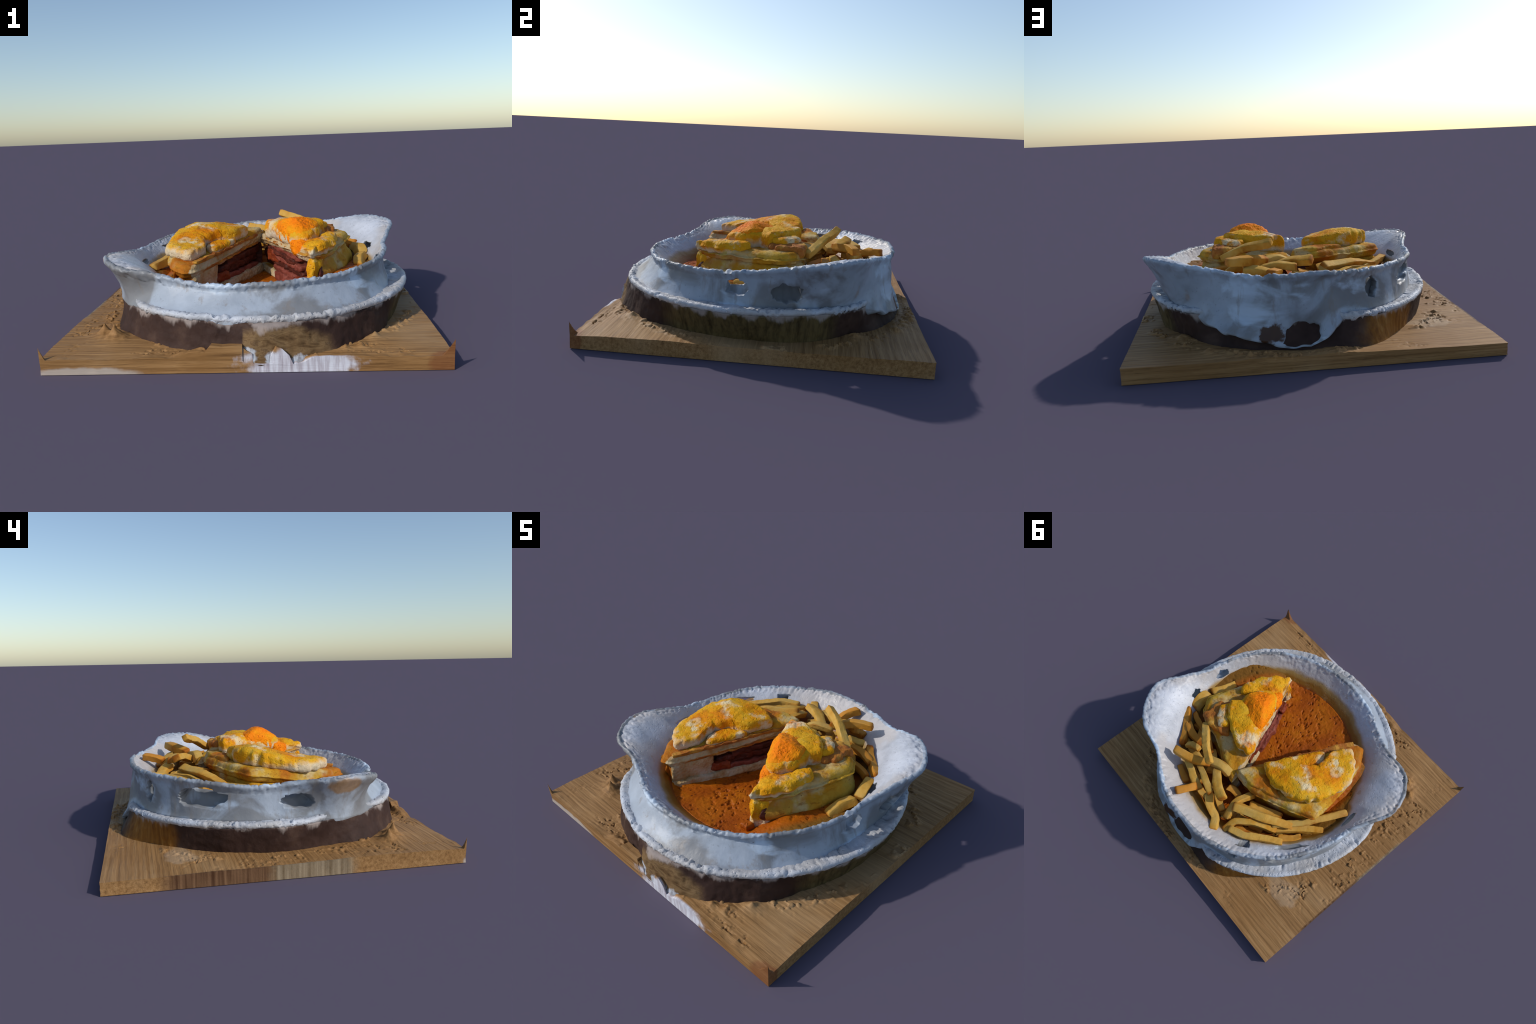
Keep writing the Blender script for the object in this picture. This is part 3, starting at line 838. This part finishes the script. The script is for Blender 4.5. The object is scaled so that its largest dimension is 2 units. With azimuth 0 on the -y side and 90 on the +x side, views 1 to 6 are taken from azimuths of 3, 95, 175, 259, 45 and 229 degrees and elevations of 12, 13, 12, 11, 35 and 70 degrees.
def slab(name, parent, mats, pts, ztop, zbot, edge=0.02, dome=0.0, centre=None, lump=(0.006, 16), fine=(0.002, 60), wave=0.0, bulge=0.0, sigma=0.018, seed=0, n=240, sides=8, taper=0.0, split=None):
    o = smooth_outline(pts, n, sigma)
    c = np.asarray(centre if centre is not None else o.mean(0))
    dist = np.hypot(*(o - c).T)
    if wave:
        th = np.arange(n) * 2 * PI / n
        wv = vnoise(np.stack([o[:, 0], o[:, 1], 0 * th], -1), 30, seed + 300)
        o = c + (o - c) * (1 + wave * wv / dist)[:, None]
    rows, hz = [], []
    def ring(inset, t, k=None):
        s = (1 - inset / dist) if k is None else k
        rows.append(c + (o - c) * (s[:, None] if np.ndim(s) else s))
        hz.append(t)
    for k in (0.02, 0.3, 0.6, 0.82):
        ring(0, 0.0, k * (1 - taper * 0))
    for a in np.linspace(90, 0, 4):
        ring(edge * (1 - math.cos(math.radians(a))), ("b", edge * (1 - math.sin(math.radians(a)))))
    for t in np.linspace(0, 1, sides + 2)[1:-1]:
        ring(-bulge * math.sin(PI * t) + taper * t, ("s", t))
    for a in np.linspace(0, 90, 6):
        ring(taper + edge * (1 - math.cos(math.radians(a))), ("t", edge * (1 - math.sin(math.radians(a)))))
    kt = np.linspace(1, 0, 26)[1:-1] ** 0.9
    smin = 1 - (taper + edge) / dist
    for k in kt:
        rows.append(c + (o - c) * (smin * k)[:, None])
        hz.append(("d", k))
    V = []
    for xy, t in zip(rows, hz):
        zt = ztop(xy[:, 0], xy[:, 1])
        zb = zbot(xy[:, 0], xy[:, 1])
        e2 = np.minimum(edge, (zt - zb) * 0.5)
        if t == 0.0:
            z = zb
        elif t[0] == "b":
            z = zb + t[1] / edge * e2
        elif t[0] == "s":
            z = (zb + e2) * (1 - t[1]) + (zt - e2) * t[1]
        elif t[0] == "t":
            z = zt - t[1] / edge * e2
        else:
            z = zt + dome * (1 - t[1] ** 2)
        V.append(np.c_[xy, z + 0 * xy[:, 0]])
    V = np.concatenate(V)
    B = V.copy()
    for amp, fr in (lump, fine):
        for ax in range(3):
            V[:, ax] += amp * fbm(B, fr, 2, seed + 11 * ax + int(fr)) * (1.0 if ax < 2 else 0.9)
    nr = len(rows)
    F = grid_faces(nr, n)
    F.append(tuple(reversed(range(n))))
    F.append(tuple(range((nr - 1) * n, nr * n)))
    fm = None
    if split is not None:
        fm = []
        for f in F:
            m = V[list(f)].mean(0) if len(f) == 4 else None
            fm.append(1 if m is not None and split(m) else 0)
    return add_obj(name, make_mesh(name, V, F, mats, True, fm), parent)

def plane(a, b, c):
    return lambda x, y: a + b * x + c * y

def build_half_left():
    e = add_thing("sandwich_half", (-0.27, -0.08, 0.22), "cut sandwich half topped with fried egg and melted cheese", "sandwich")
    cut_n = np.array([0.914, -0.406])
    P0 = np.array([-0.27, -0.415])
    D = np.array([0.406, 0.914])
    outer = [(0.065, 0.33), (-0.13, 0.325), (-0.325, 0.24), (-0.53, 0.125), (-0.505, -0.03), (-0.485, -0.20), (-0.43, -0.39), (-0.355, -0.48)]
    cut = lambda back: [tuple(P0 + D * t - cut_n * back) for t in (-0.05, 0.15, 0.45, 0.75)]
    on_cut = lambda m: (np.array(m[:2]) - P0) @ cut_n > -0.02
    crumb_a = lambda m: on_cut(m) and m[2] < 0.462
    top = lambda x, y: 0.462 - 0.016 * x + 0.093 * y - 0.03 * sstep(-0.42, -0.55, x) * sstep(0.08, -0.2, y)
    slab("bread_slice", e, [BREAD_A, CRUMB], [(x * 0.94 - 0.01, y * 0.94) for x, y in outer] + cut(-0.03), lambda x, y: 0.262 + 0.02 * y, plane(0.19, 0, 0), 0.024, 0, (-0.24, -0.04), (0.010, 12), bulge=0.006, sigma=0.016, seed=1, split=on_cut)
    slab("bread_slice", e, [BREAD_A, STEAK], [(x * 0.965 - 0.005, y * 0.965) for x, y in outer] + cut(0.055), lambda x, y: top(x, y) - 0.072, plane(0.25, 0, 0), 0.028, 0, (-0.28, -0.05), (0.012, 12), bulge=0.010, sigma=0.016, seed=7, split=lambda m: (np.array(m[:2]) - P0) @ cut_n > -0.075 and m[1] > -0.33)
    slab("bread_slice", e, [BREAD_A, CRUMB], outer + cut(0.0), top, lambda x, y: top(x, y) - 0.082, 0.032, 0.008, (-0.26, -0.05), (0.010, 12), (0.003, 55), bulge=0.010, sigma=0.014, seed=2, split=crumb_a)
    slab("bread_end", e, [BREAD_A, CRUMB], [tuple(P0 + D * t - cut_n * q) for t, q in ((-0.06, 0.10), (-0.05, 0.0), (0.22, 0.005), (0.24, 0.11))], lambda x, y: top(x, y) - 0.05, plane(0.22, 0, 0), 0.025, 0, None, (0.010, 14), sigma=0.014, seed=8, split=on_cut)
    egg = [(-0.025, 0.165), (-0.10, 0.195), (-0.216, 0.20), (-0.332, 0.168), (-0.43, 0.095), (-0.485, -0.03), (-0.512, -0.153), (-0.50, -0.245), (-0.405, -0.345), (-0.325, -0.405),
           (-0.245, -0.285), (-0.262, -0.18), (-0.262, -0.115), (-0.225, -0.054), (-0.155, -0.024), (-0.095, 0.01)]
    hump = lambda x, y: 0.055 * np.exp(-((x + 0.30) / 0.22) ** 2 - ((y - 0.06) / 0.17) ** 2)
    slab("fried_egg", e, [EGG], egg, lambda x, y: top(x, y) + 0.062 + 0.8 * hump(x, y), lambda x, y: top(x, y) - 0.004, 0.028, 0.004, (-0.33, -0.06), (0.008, 14), (0.003, 60), wave=0.012, sigma=0.012, seed=3)
    # smear of yolk left in the notch
    smear = [(-0.09, 0.0), (-0.15, -0.02), (-0.225, -0.05), (-0.262, -0.115), (-0.262, -0.18), (-0.225, -0.24), (-0.19, -0.215), (-0.12, -0.07)]
    slab("egg_yolk", e, [EGG], smear, lambda x, y: top(x, y) + 0.030, lambda x, y: top(x, y) - 0.01, 0.015, 0.004, None, (0.005, 20), (0.003, 60), sigma=0.012, seed=4)
    # melted cheese shoulder at the tip
    slab("melted_cheese", e, [BREAD_A], [(0.06, 0.315), (-0.11, 0.31), (-0.28, 0.225), (-0.2, 0.18), (-0.03, 0.16), (0.03, 0.24)], lambda x, y: top(x, y) + 0.02, lambda x, y: top(x, y) - 0.03, 0.02, 0.006, None, (0.008, 14), sigma=0.016, seed=5)
    # sauce lapping up the far left foot of the bread
    slab("sauce_skin", e, [SAUCE], [(-0.47, 0.10), (-0.545, 0.05), (-0.575, -0.11), (-0.545, -0.30), (-0.46, -0.42), (-0.40, -0.42), (-0.42, -0.15)], lambda x, y: 0.335 + 0.8 * (x + 0.47), plane(0.2, 0, 0), 0.02, 0.0, None, (0.010, 14), sigma=0.02, seed=6)
    # fillings showing in the cut face
    def strip(name, mat, t0, t1, z0, z1, out, seed, slope=0.0, back=0.10):
        q0, q1 = P0 + D * t0, P0 + D * t1
        m = (q0 + q1) / 2
        pts = [q0 + cut_n * out, m + cut_n * (out + 0.004), q1 + cut_n * out * 0.8, q1 - cut_n * back, q0 - cut_n * back]
        f = lambda b: (lambda x, y: b + slope * ((x - q0[0]) * D[0] + (y - q0[1]) * D[1]))
        slab(name, e, [mat], pts, f(z1), f(z0), min(0.014, (z1 - z0) * 0.45), 0.0, None, (0.009, 22), (0.004, 60), wave=0.008, sigma=0.01, seed=seed, n=160, sides=5)
    strip("browned_crust", CRUST, -0.03, 0.74, 0.424, 0.440, 0.007, 17, 0.05, back=0.03)
    strip("browned_crust", CRUST, 0.02, 0.74, 0.372, 0.386, 0.003, 19, 0.05, back=0.03)
    strip("ham_slice", HAM, 0.24, 0.74, 0.255, 0.288, 0.004, 10)
    strip("steak", STEAK, 0.30, 0.74, 0.290, 0.338, -0.012, 11, 0.02)
    strip("steak", STEAK, 0.33, 0.76, 0.336, 0.378, -0.004, 12, 0.035)
    strip("ham_slice", STEAK, 0.44, 0.76, 0.375, 0.400, -0.016, 13, 0.04)
    strip("sausage_piece", SAUSAGE, 0.20, 0.33, 0.262, 0.315, 0.006, 14)
    strip("sausage_piece", STEAK, 0.25, 0.36, 0.312, 0.35, -0.006, 15)
    return e

def build_half_right():
    e = add_thing("sandwich_half", (0.33, -0.02, 0.22), "cut sandwich half with runny orange yolk on top", "sandwich")
    foot = [(0.355, -0.405), (0.41, -0.37), (0.505, -0.22), (0.565, -0.06), (0.615, 0.12), (0.55, 0.215), (0.46, 0.25), (0.35, 0.262), (0.20, 0.32), (0.075, 0.375), (0.03, 0.375), (0.055, 0.29), (0.115, 0.13), (0.20, -0.07), (0.29, -0.27)]
    D = np.array([-0.385, 0.923])
    cut_n = np.array([-0.923, -0.385])
    P0 = np.array([0.345, -0.41])
    on_cut = lambda m: (np.array(m[:2]) - P0) @ cut_n > -0.018 and m[2] < 0.47
    top = lambda x, y: 0.462 + 0.035 * x + 0.03 * np.minimum(y, 0.1) - 0.02 * sstep(0.2, 0.4, y)
    inset = lambda d: [tuple(np.array(p) - cut_n * (d * ((np.array(p) - P0) @ cut_n > -0.05))) for p in foot]
    slab("bread_slice", e, [BREAD_B, CRUMB], foot, plane(0.25, 0, 0), plane(0.19, 0, 0), 0.024, 0, (0.30, 0.02), (0.010, 11), bulge=0.006, sigma=0.016, seed=30, split=on_cut)
    slab("bread_slice", e, [BREAD_B, STEAK], inset(0.055), lambda x, y: top(x, y) - 0.045, plane(0.235, 0, 0), 0.045, 0, (0.34, 0.02), (0.016, 9), (0.003, 50), bulge=0.03, sides=16, sigma=0.016, seed=31, split=lambda m: (np.array(m[:2]) - P0) @ cut_n > -0.085)
    slab("bread_slice", e, [BREAD_B, CRUMB], foot, lambda x, y: top(x, y) + 0.012, lambda x, y: top(x, y) - 0.06, 0.03, 0.006, (0.30, 0.02), (0.011, 11), (0.003, 55), bulge=0.016, sigma=0.016, seed=32, split=on_cut)
    # folded cheese on the front corner, lying lower than the egg
    slab("melted_cheese", e, [EGG], [(0.365, -0.425), (0.43, -0.35), (0.50, -0.25), (0.52, -0.12), (0.48, -0.07), (0.41, -0.15), (0.36, -0.20), (0.29, -0.25)],
         plane(0.475, 0.12, 0.05), plane(0.405, 0.1, 0.03), 0.026, 0.010, None, (0.011, 16), (0.004, 50), wave=0.012, bulge=0.006, sigma=0.014, seed=33)
    slab("crisp_cheese", e, [CRUST], [(0.52, 0.07), (0.535, 0.17), (0.53, 0.235), (0.45, 0.262), (0.366, 0.25), (0.29, 0.21), (0.36, 0.10), (0.44, 0.02)],
         plane(0.53, 0, 0), plane(0.46, 0, 0), 0.022, 0.004, None, (0.010, 18), (0.004, 55), wave=0.012, sigma=0.012, seed=34)
    slab("egg_white_fold", e, [EGG], [(0.46, 0.05), (0.485, 0.11), (0.44, 0.19), (0.37, 0.22), (0.33, 0.17), (0.40, 0.08)],
         plane(0.56, 0, 0), plane(0.48, 0, 0), 0.02, 0.003, None, (0.007, 18), sigma=0.012, seed=35)
    egg = [(0.275, -0.225), (0.335, -0.235), (0.41, -0.176), (0.435, -0.08), (0.43, -0.02), (0.462, 0.035), (0.405, 0.125), (0.311, 0.176), (0.193, 0.21), (0.085, 0.19), (0.09, 0.14), (0.145, 0.034), (0.19, -0.075), (0.225, -0.16)]
    et = lambda x, y: 0.552 + 0.08 * x + 0.10 * y
    slab("fried_egg", e, [EGG], egg, et, lambda x, y: top(x, y) - 0.005, 0.034, 0.018, (0.28, 0.0), (0.008, 14), (0.003, 60), wave=0.010, sigma=0.013, seed=36)
    yolk = [(0.275, -0.222), (0.325, -0.232), (0.395, -0.170), (0.42, -0.08), (0.38, 0.003), (0.285, 0.056), (0.205, 0.047), (0.158, 0.02), (0.185, -0.065), (0.225, -0.155)]
    slab("egg_yolk", e, [YOLK], yolk, lambda x, y: 0.580 + 0.05 * x + 0.26 * np.minimum(y + 0.08, 0), lambda x, y: 0.46 + 0.04 * x, 0.030, 0.030, (0.28, -0.09), (0.007, 15), (0.0035, 60), sigma=0.016, seed=37)
    # yolk running down over the front of the cut
    slab("egg_yolk", e, [YOLK], [(0.30, -0.30), (0.36, -0.29), (0.38, -0.20), (0.30, -0.17), (0.235, -0.18), (0.25, -0.24)], plane(0.535, 0, 0.12), plane(0.42, 0, 0), 0.025, 0.012, None, (0.008, 16), sigma=0.014, seed=38)
    # spilled egg and cheese at the foot of the front corner
    slab("melted_cheese", e, [EGG], [(0.315, -0.405), (0.37, -0.425), (0.425, -0.36), (0.43, -0.30), (0.36, -0.33)], plane(0.43, 0, 0), plane(0.225, 0, 0), 0.02, 0.0, None, (0.014, 18), (0.006, 50), wave=0.01, taper=0.012, sigma=0.012, seed=39)
    slab("bread_crumb_piece", e, [SAUCE], [(0.31, -0.47), (0.38, -0.47), (0.38, -0.41), (0.32, -0.41)], plane(0.285, 0, 0), plane(0.23, 0, 0), 0.02, 0.004, None, (0.008, 24), sigma=0.01, seed=40, n=120)
    def strip(name, mat, t0, t1, z0, z1, out, seed, slope=0.0, back=0.10):
        q0, q1 = P0 + D * t0, P0 + D * t1
        m = (q0 + q1) / 2
        pts = [q0 + cut_n * out, m + cut_n * (out + 0.004), q1 + cut_n * out * 0.8, q1 - cut_n * back, q0 - cut_n * back]
        f = lambda b: (lambda x, y: b + slope * ((x - q0[0]) * D[0] + (y - q0[1]) * D[1]))
        slab(name, e, [mat], pts, f(z1), f(z0), min(0.014, (z1 - z0) * 0.45), 0.0, None, (0.010, 22), (0.004, 60), wave=0.010, sigma=0.01, seed=seed, n=160, sides=5)
    strip("browned_crust", CRUST, 0.04, 0.72, 0.440, 0.454, 0.006, 59, 0.0, back=0.03)
    strip("ham_slice", HAM, 0.14, 0.50, 0.205, 0.272, 0.022, 50)
    strip("ham_slice", HAM, 0.20, 0.55, 0.262, 0.295, 0.000, 51)
    strip("steak", STEAK, 0.12, 0.62, 0.292, 0.325, -0.012, 52, 0.02)
    strip("ham_slice", HAM, 0.14, 0.64, 0.322, 0.354, -0.008, 53, 0.03)
    strip("steak", STEAK, 0.22, 0.66, 0.350, 0.385, -0.002, 54, 0.04)
    strip("ham_slice", HAM, 0.16, 0.60, 0.375, 0.41, -0.012, 58, 0.03)
    strip("sausage_piece", SAUSAGE, 0.09, 0.17, 0.235, 0.30, 0.018, 55)
    strip("sausage_piece", SAUSAGE, 0.50, 0.64, 0.31, 0.39, 0.000, 56)
    return e

build_half_left()
build_half_right()

# ------------------------------------------------------------------ chips
def fry(points, w=0.048, h=0.042, seed=0, twist=0.3, roll=0.0):
    P = np.asarray(points, float)
    d = np.r_[0, np.cumsum(np.linalg.norm(np.diff(P, axis=0), axis=1))]
    L = d[-1]
    n = max(14, int(L / 0.012))
    s = np.linspace(0, L, n)
    C = np.stack([np.interp(s, d, P[:, a]) for a in range(3)], -1)
    if len(P) > 2:
        kw = np.exp(-np.linspace(-2, 2, 9) ** 2)
        kw /= kw.sum()
        pad = np.vstack([2 * C[0] - C[4:0:-1], C, 2 * C[-1] - C[-2:-6:-1]])
        C = np.stack([np.convolve(pad[:, a], kw, "valid") for a in range(3)], -1)
    rs = np.random.default_rng(900 + seed)
    # a slight bow and irregular thickness
    T = np.gradient(C, axis=0)
    T /= np.linalg.norm(T, axis=1)[:, None]
    side = np.cross(T, [0, 0, 1.0])
    side /= np.linalg.norm(side, axis=1)[:, None]
    up = np.cross(side, T)
    u = s / L
    C += up * (rs.uniform(-0.006, 0.014) * np.sin(PI * u))[:, None] + side * (rs.uniform(-0.012, 0.012) * np.sin(PI * u))[:, None]
    kink = rs.uniform(0.25, 0.75)
    ka = rs.uniform(-0.010, 0.010, 2)
    tri = np.clip(1 - np.abs(u - kink) / np.where(u < kink, kink, 1 - kink), 0, 1)
    C += side * (ka[0] * tri)[:, None] + up * (ka[1] * 0.6 * tri)[:, None]
    m = 16
    skew = rs.uniform(-0.3, 0.3)
    rings = []
    stations = [(-0.004, 0.72)] + [(0.0, 0.92)] + [None] * (n - 2) + [(0.0, 0.92)] + [(0.004, 0.72)]
    idx = [0] + list(range(n)) + [n - 1]
    for j, (i, st) in enumerate(zip(idx, stations)):
        off, sc = st if st else (0.0, 1.0)
        a = roll + twist * (u[i] - 0.5)
        A = side[i] * math.cos(a) + up[i] * math.sin(a)
        Bv = -side[i] * math.sin(a) + up[i] * math.cos(a)
        wv = w * 0.5 * sc * (1 + 0.14 * vnoise(np.array([[u[i] * L * 7, seed * 1.7, 0.3]]), 1.0, 5)[0])
        hv = h * 0.5 * sc * (1 + 0.14 * vnoise(np.array([[u[i] * L * 7, seed * 1.7, 7.3]]), 1.0, 6)[0])
        q = 0.87
        cx = np.array([-q, -0.3, 0.3, q, 1, 1, 1, 1, q, 0.3, -0.3, -q, -1, -1, -1, -1])
        cy = np.array([-1, -1, -1, -1, -q, -0.3, 0.3, q, 1, 1, 1, 1, q, 0.3, -0.3, -q])
        rings.append(C[i] + T[i] * off + A * (cx * wv + skew * cy * hv)[:, None] + Bv * (cy * hv)[:, None])
    V = np.concatenate(rings)
    B = V.copy()
    for ax in range(3):
        V[:, ax] += 0.004 * fbm(B, 9, 2, 500 + seed + ax * 7) + 0.0016 * vnoise(B, 50, 540 + seed + ax)
    F = grid_faces(len(rings), m)
    F.append(tuple(reversed(range(m))))
    F.append(tuple(range((len(rings) - 1) * m, len(rings) * m)))
    X = Vector(P[-1] - P[0]).normalized()
    Zr = Vector((0, 0, 1))
    Yv = Zr.cross(X).normalized()
    Zv = X.cross(Yv)
    M = Matrix((X, Yv, Zv)).transposed().to_4x4()
    M.translation = Vector((P[0] + P[-1]) / 2)
    R3 = np.array(M.to_3x3())
    V = (V - np.array(M.translation)) @ R3
    o = add_obj("french_fry", make_mesh("french_fry", V, F, [FRY]))
    o.data.set_sharp_from_angle(angle=math.radians(42))
    o.matrix_world = M
    o["label"], o["category"] = "golden fried potato stick with browned ends", "french fry"
    return o

FRIES = [
    # right-hand heap, from the ear round to the back
    ([(0.69, 0.27, 0.385), (0.60, 0.37, 0.40), (0.485, 0.47, 0.405)], 0.042, 0.045),
    ([(0.59, 0.345, 0.395), (0.39, 0.37, 0.425)], 0.045, 0.042),
    ([(0.47, 0.255, 0.47), (0.33, 0.345, 0.55), (0.186, 0.437, 0.585)], 0.048, 0.044),
    ([(0.445, 0.545, 0.505), (0.34, 0.50, 0.50), (0.22, 0.42, 0.475)], 0.052, 0.046),
    ([(0.24, 0.405, 0.46), (0.15, 0.37, 0.478), (0.085, 0.36, 0.44)], 0.055, 0.042),
    ([(0.35, 0.52, 0.45), (0.24, 0.56, 0.43), (0.145, 0.585, 0.405)], 0.046, 0.044),
    ([(0.165, 0.585, 0.435), (0.218, 0.712, 0.463)], 0.054, 0.048),
    ([(0.27, 0.48, 0.44), (0.15, 0.53, 0.455), (0.055, 0.545, 0.455)], 0.042, 0.042),
    ([(0.16, 0.405, 0.44), (0.06, 0.47, 0.475), (-0.038, 0.512, 0.482)], 0.056, 0.048),
    ([(0.075, 0.55, 0.42), (-0.003, 0.605, 0.392), (-0.08, 0.615, 0.38), (-0.14, 0.68, 0.405)], 0.052, 0.036),
    ([(-0.177, 0.625, 0.37), (-0.19, 0.535, 0.395), (-0.272, 0.448, 0.40), (-0.404, 0.365, 0.365)], 0.044, 0.04),
    ([(-0.125, 0.56, 0.375), (-0.10, 0.45, 0.415), (-0.125, 0.32, 0.40)], 0.042, 0.04),
    ([(-0.104, 0.476, 0.43), (-0.30, 0.381, 0.41), (-0.453, 0.262, 0.375)], 0.050, 0.044),
    ([(-0.36, 0.35, 0.375), (-0.50, 0.17, 0.37), (-0.612, -0.095, 0.335)], 0.046, 0.042),
    ([(-0.205, 0.592, 0.395), (-0.315, 0.555, 0.39), (-0.495, 0.385, 0.375)], 0.052, 0.046),
    ([(-0.39, 0.36, 0.335), (-0.605, 0.11, 0.315)], 0.046, 0.04),
    ([(-0.456, 0.377, 0.325), (-0.545, 0.26, 0.315)], 0.048, 0.04),
    ([(-0.157, 0.386, 0.37), (-0.354, 0.27, 0.35)], 0.048, 0.04),
    ([(0.03, 0.415, 0.39), (-0.07, 0.40, 0.37)], 0.046, 0.04),
    ([(0.06, 0.50, 0.36), (-0.06, 0.545, 0.34)], 0.046, 0.04),
    ([(0.37, 0.58, 0.39), (0.25, 0.61, 0.375)], 0.044, 0.04),
    ([(0.45, 0.45, 0.425), (0.36, 0.41, 0.44)], 0.044, 0.044),
    ([(0.658, -0.13, 0.325), (0.70, 0.045, 0.355)], 0.054, 0.046),
    ([(0.70, 0.08, 0.345), (0.665, 0.23, 0.375)], 0.056, 0.05),
    ([(0.63, 0.25, 0.36), (0.45, 0.30, 0.38)], 0.044, 0.044),
    ([(0.52, 0.26, 0.36), (0.40, 0.40, 0.37)], 0.046, 0.044),
    ([(0.56, 0.30, 0.35), (0.44, 0.29, 0.40), (0.30, 0.36, 0.40)], 0.044, 0.044),
    ([(0.32, 0.33, 0.38), (0.20, 0.45, 0.39)], 0.046, 0.044),
    ([(0.50, 0.42, 0.36), (0.30, 0.45, 0.38)], 0.046, 0.044),
    ([(-0.56, -0.36, 0.315), (-0.52, -0.43, 0.315)], 0.05, 0.04),
]
for i, (pts, w, h) in enumerate(FRIES):
    fry(pts, w * random.uniform(0.94, 1.08), h * random.uniform(0.88, 1.02), i, twist=random.uniform(-0.5, 0.5), roll=random.uniform(-0.35, 0.35))
# lower layer that carries the heap, lying along the wall
for i in range(26):
    a = math.radians(22 + 128 * (i + random.random()) / 26)
    j = int(math.degrees(a) * 2) % NT
    r = (TIDE_R[j] - 0.02) * random.uniform(0.82, 1.0)
    L = random.uniform(0.09, 0.16)
    t = a + PI / 2 + random.uniform(-0.6, 0.6)
    c = np.array([r * math.cos(a), r * math.sin(a), random.uniform(0.265, 0.315)])
    dv = np.array([math.cos(t), math.sin(t), random.uniform(-0.15, 0.15)]) * L / 2
    fry([c - dv, c + dv], random.uniform(0.038, 0.048), random.uniform(0.034, 0.042), 100 + i, random.uniform(-0.4, 0.4), random.uniform(-0.5, 0.5))
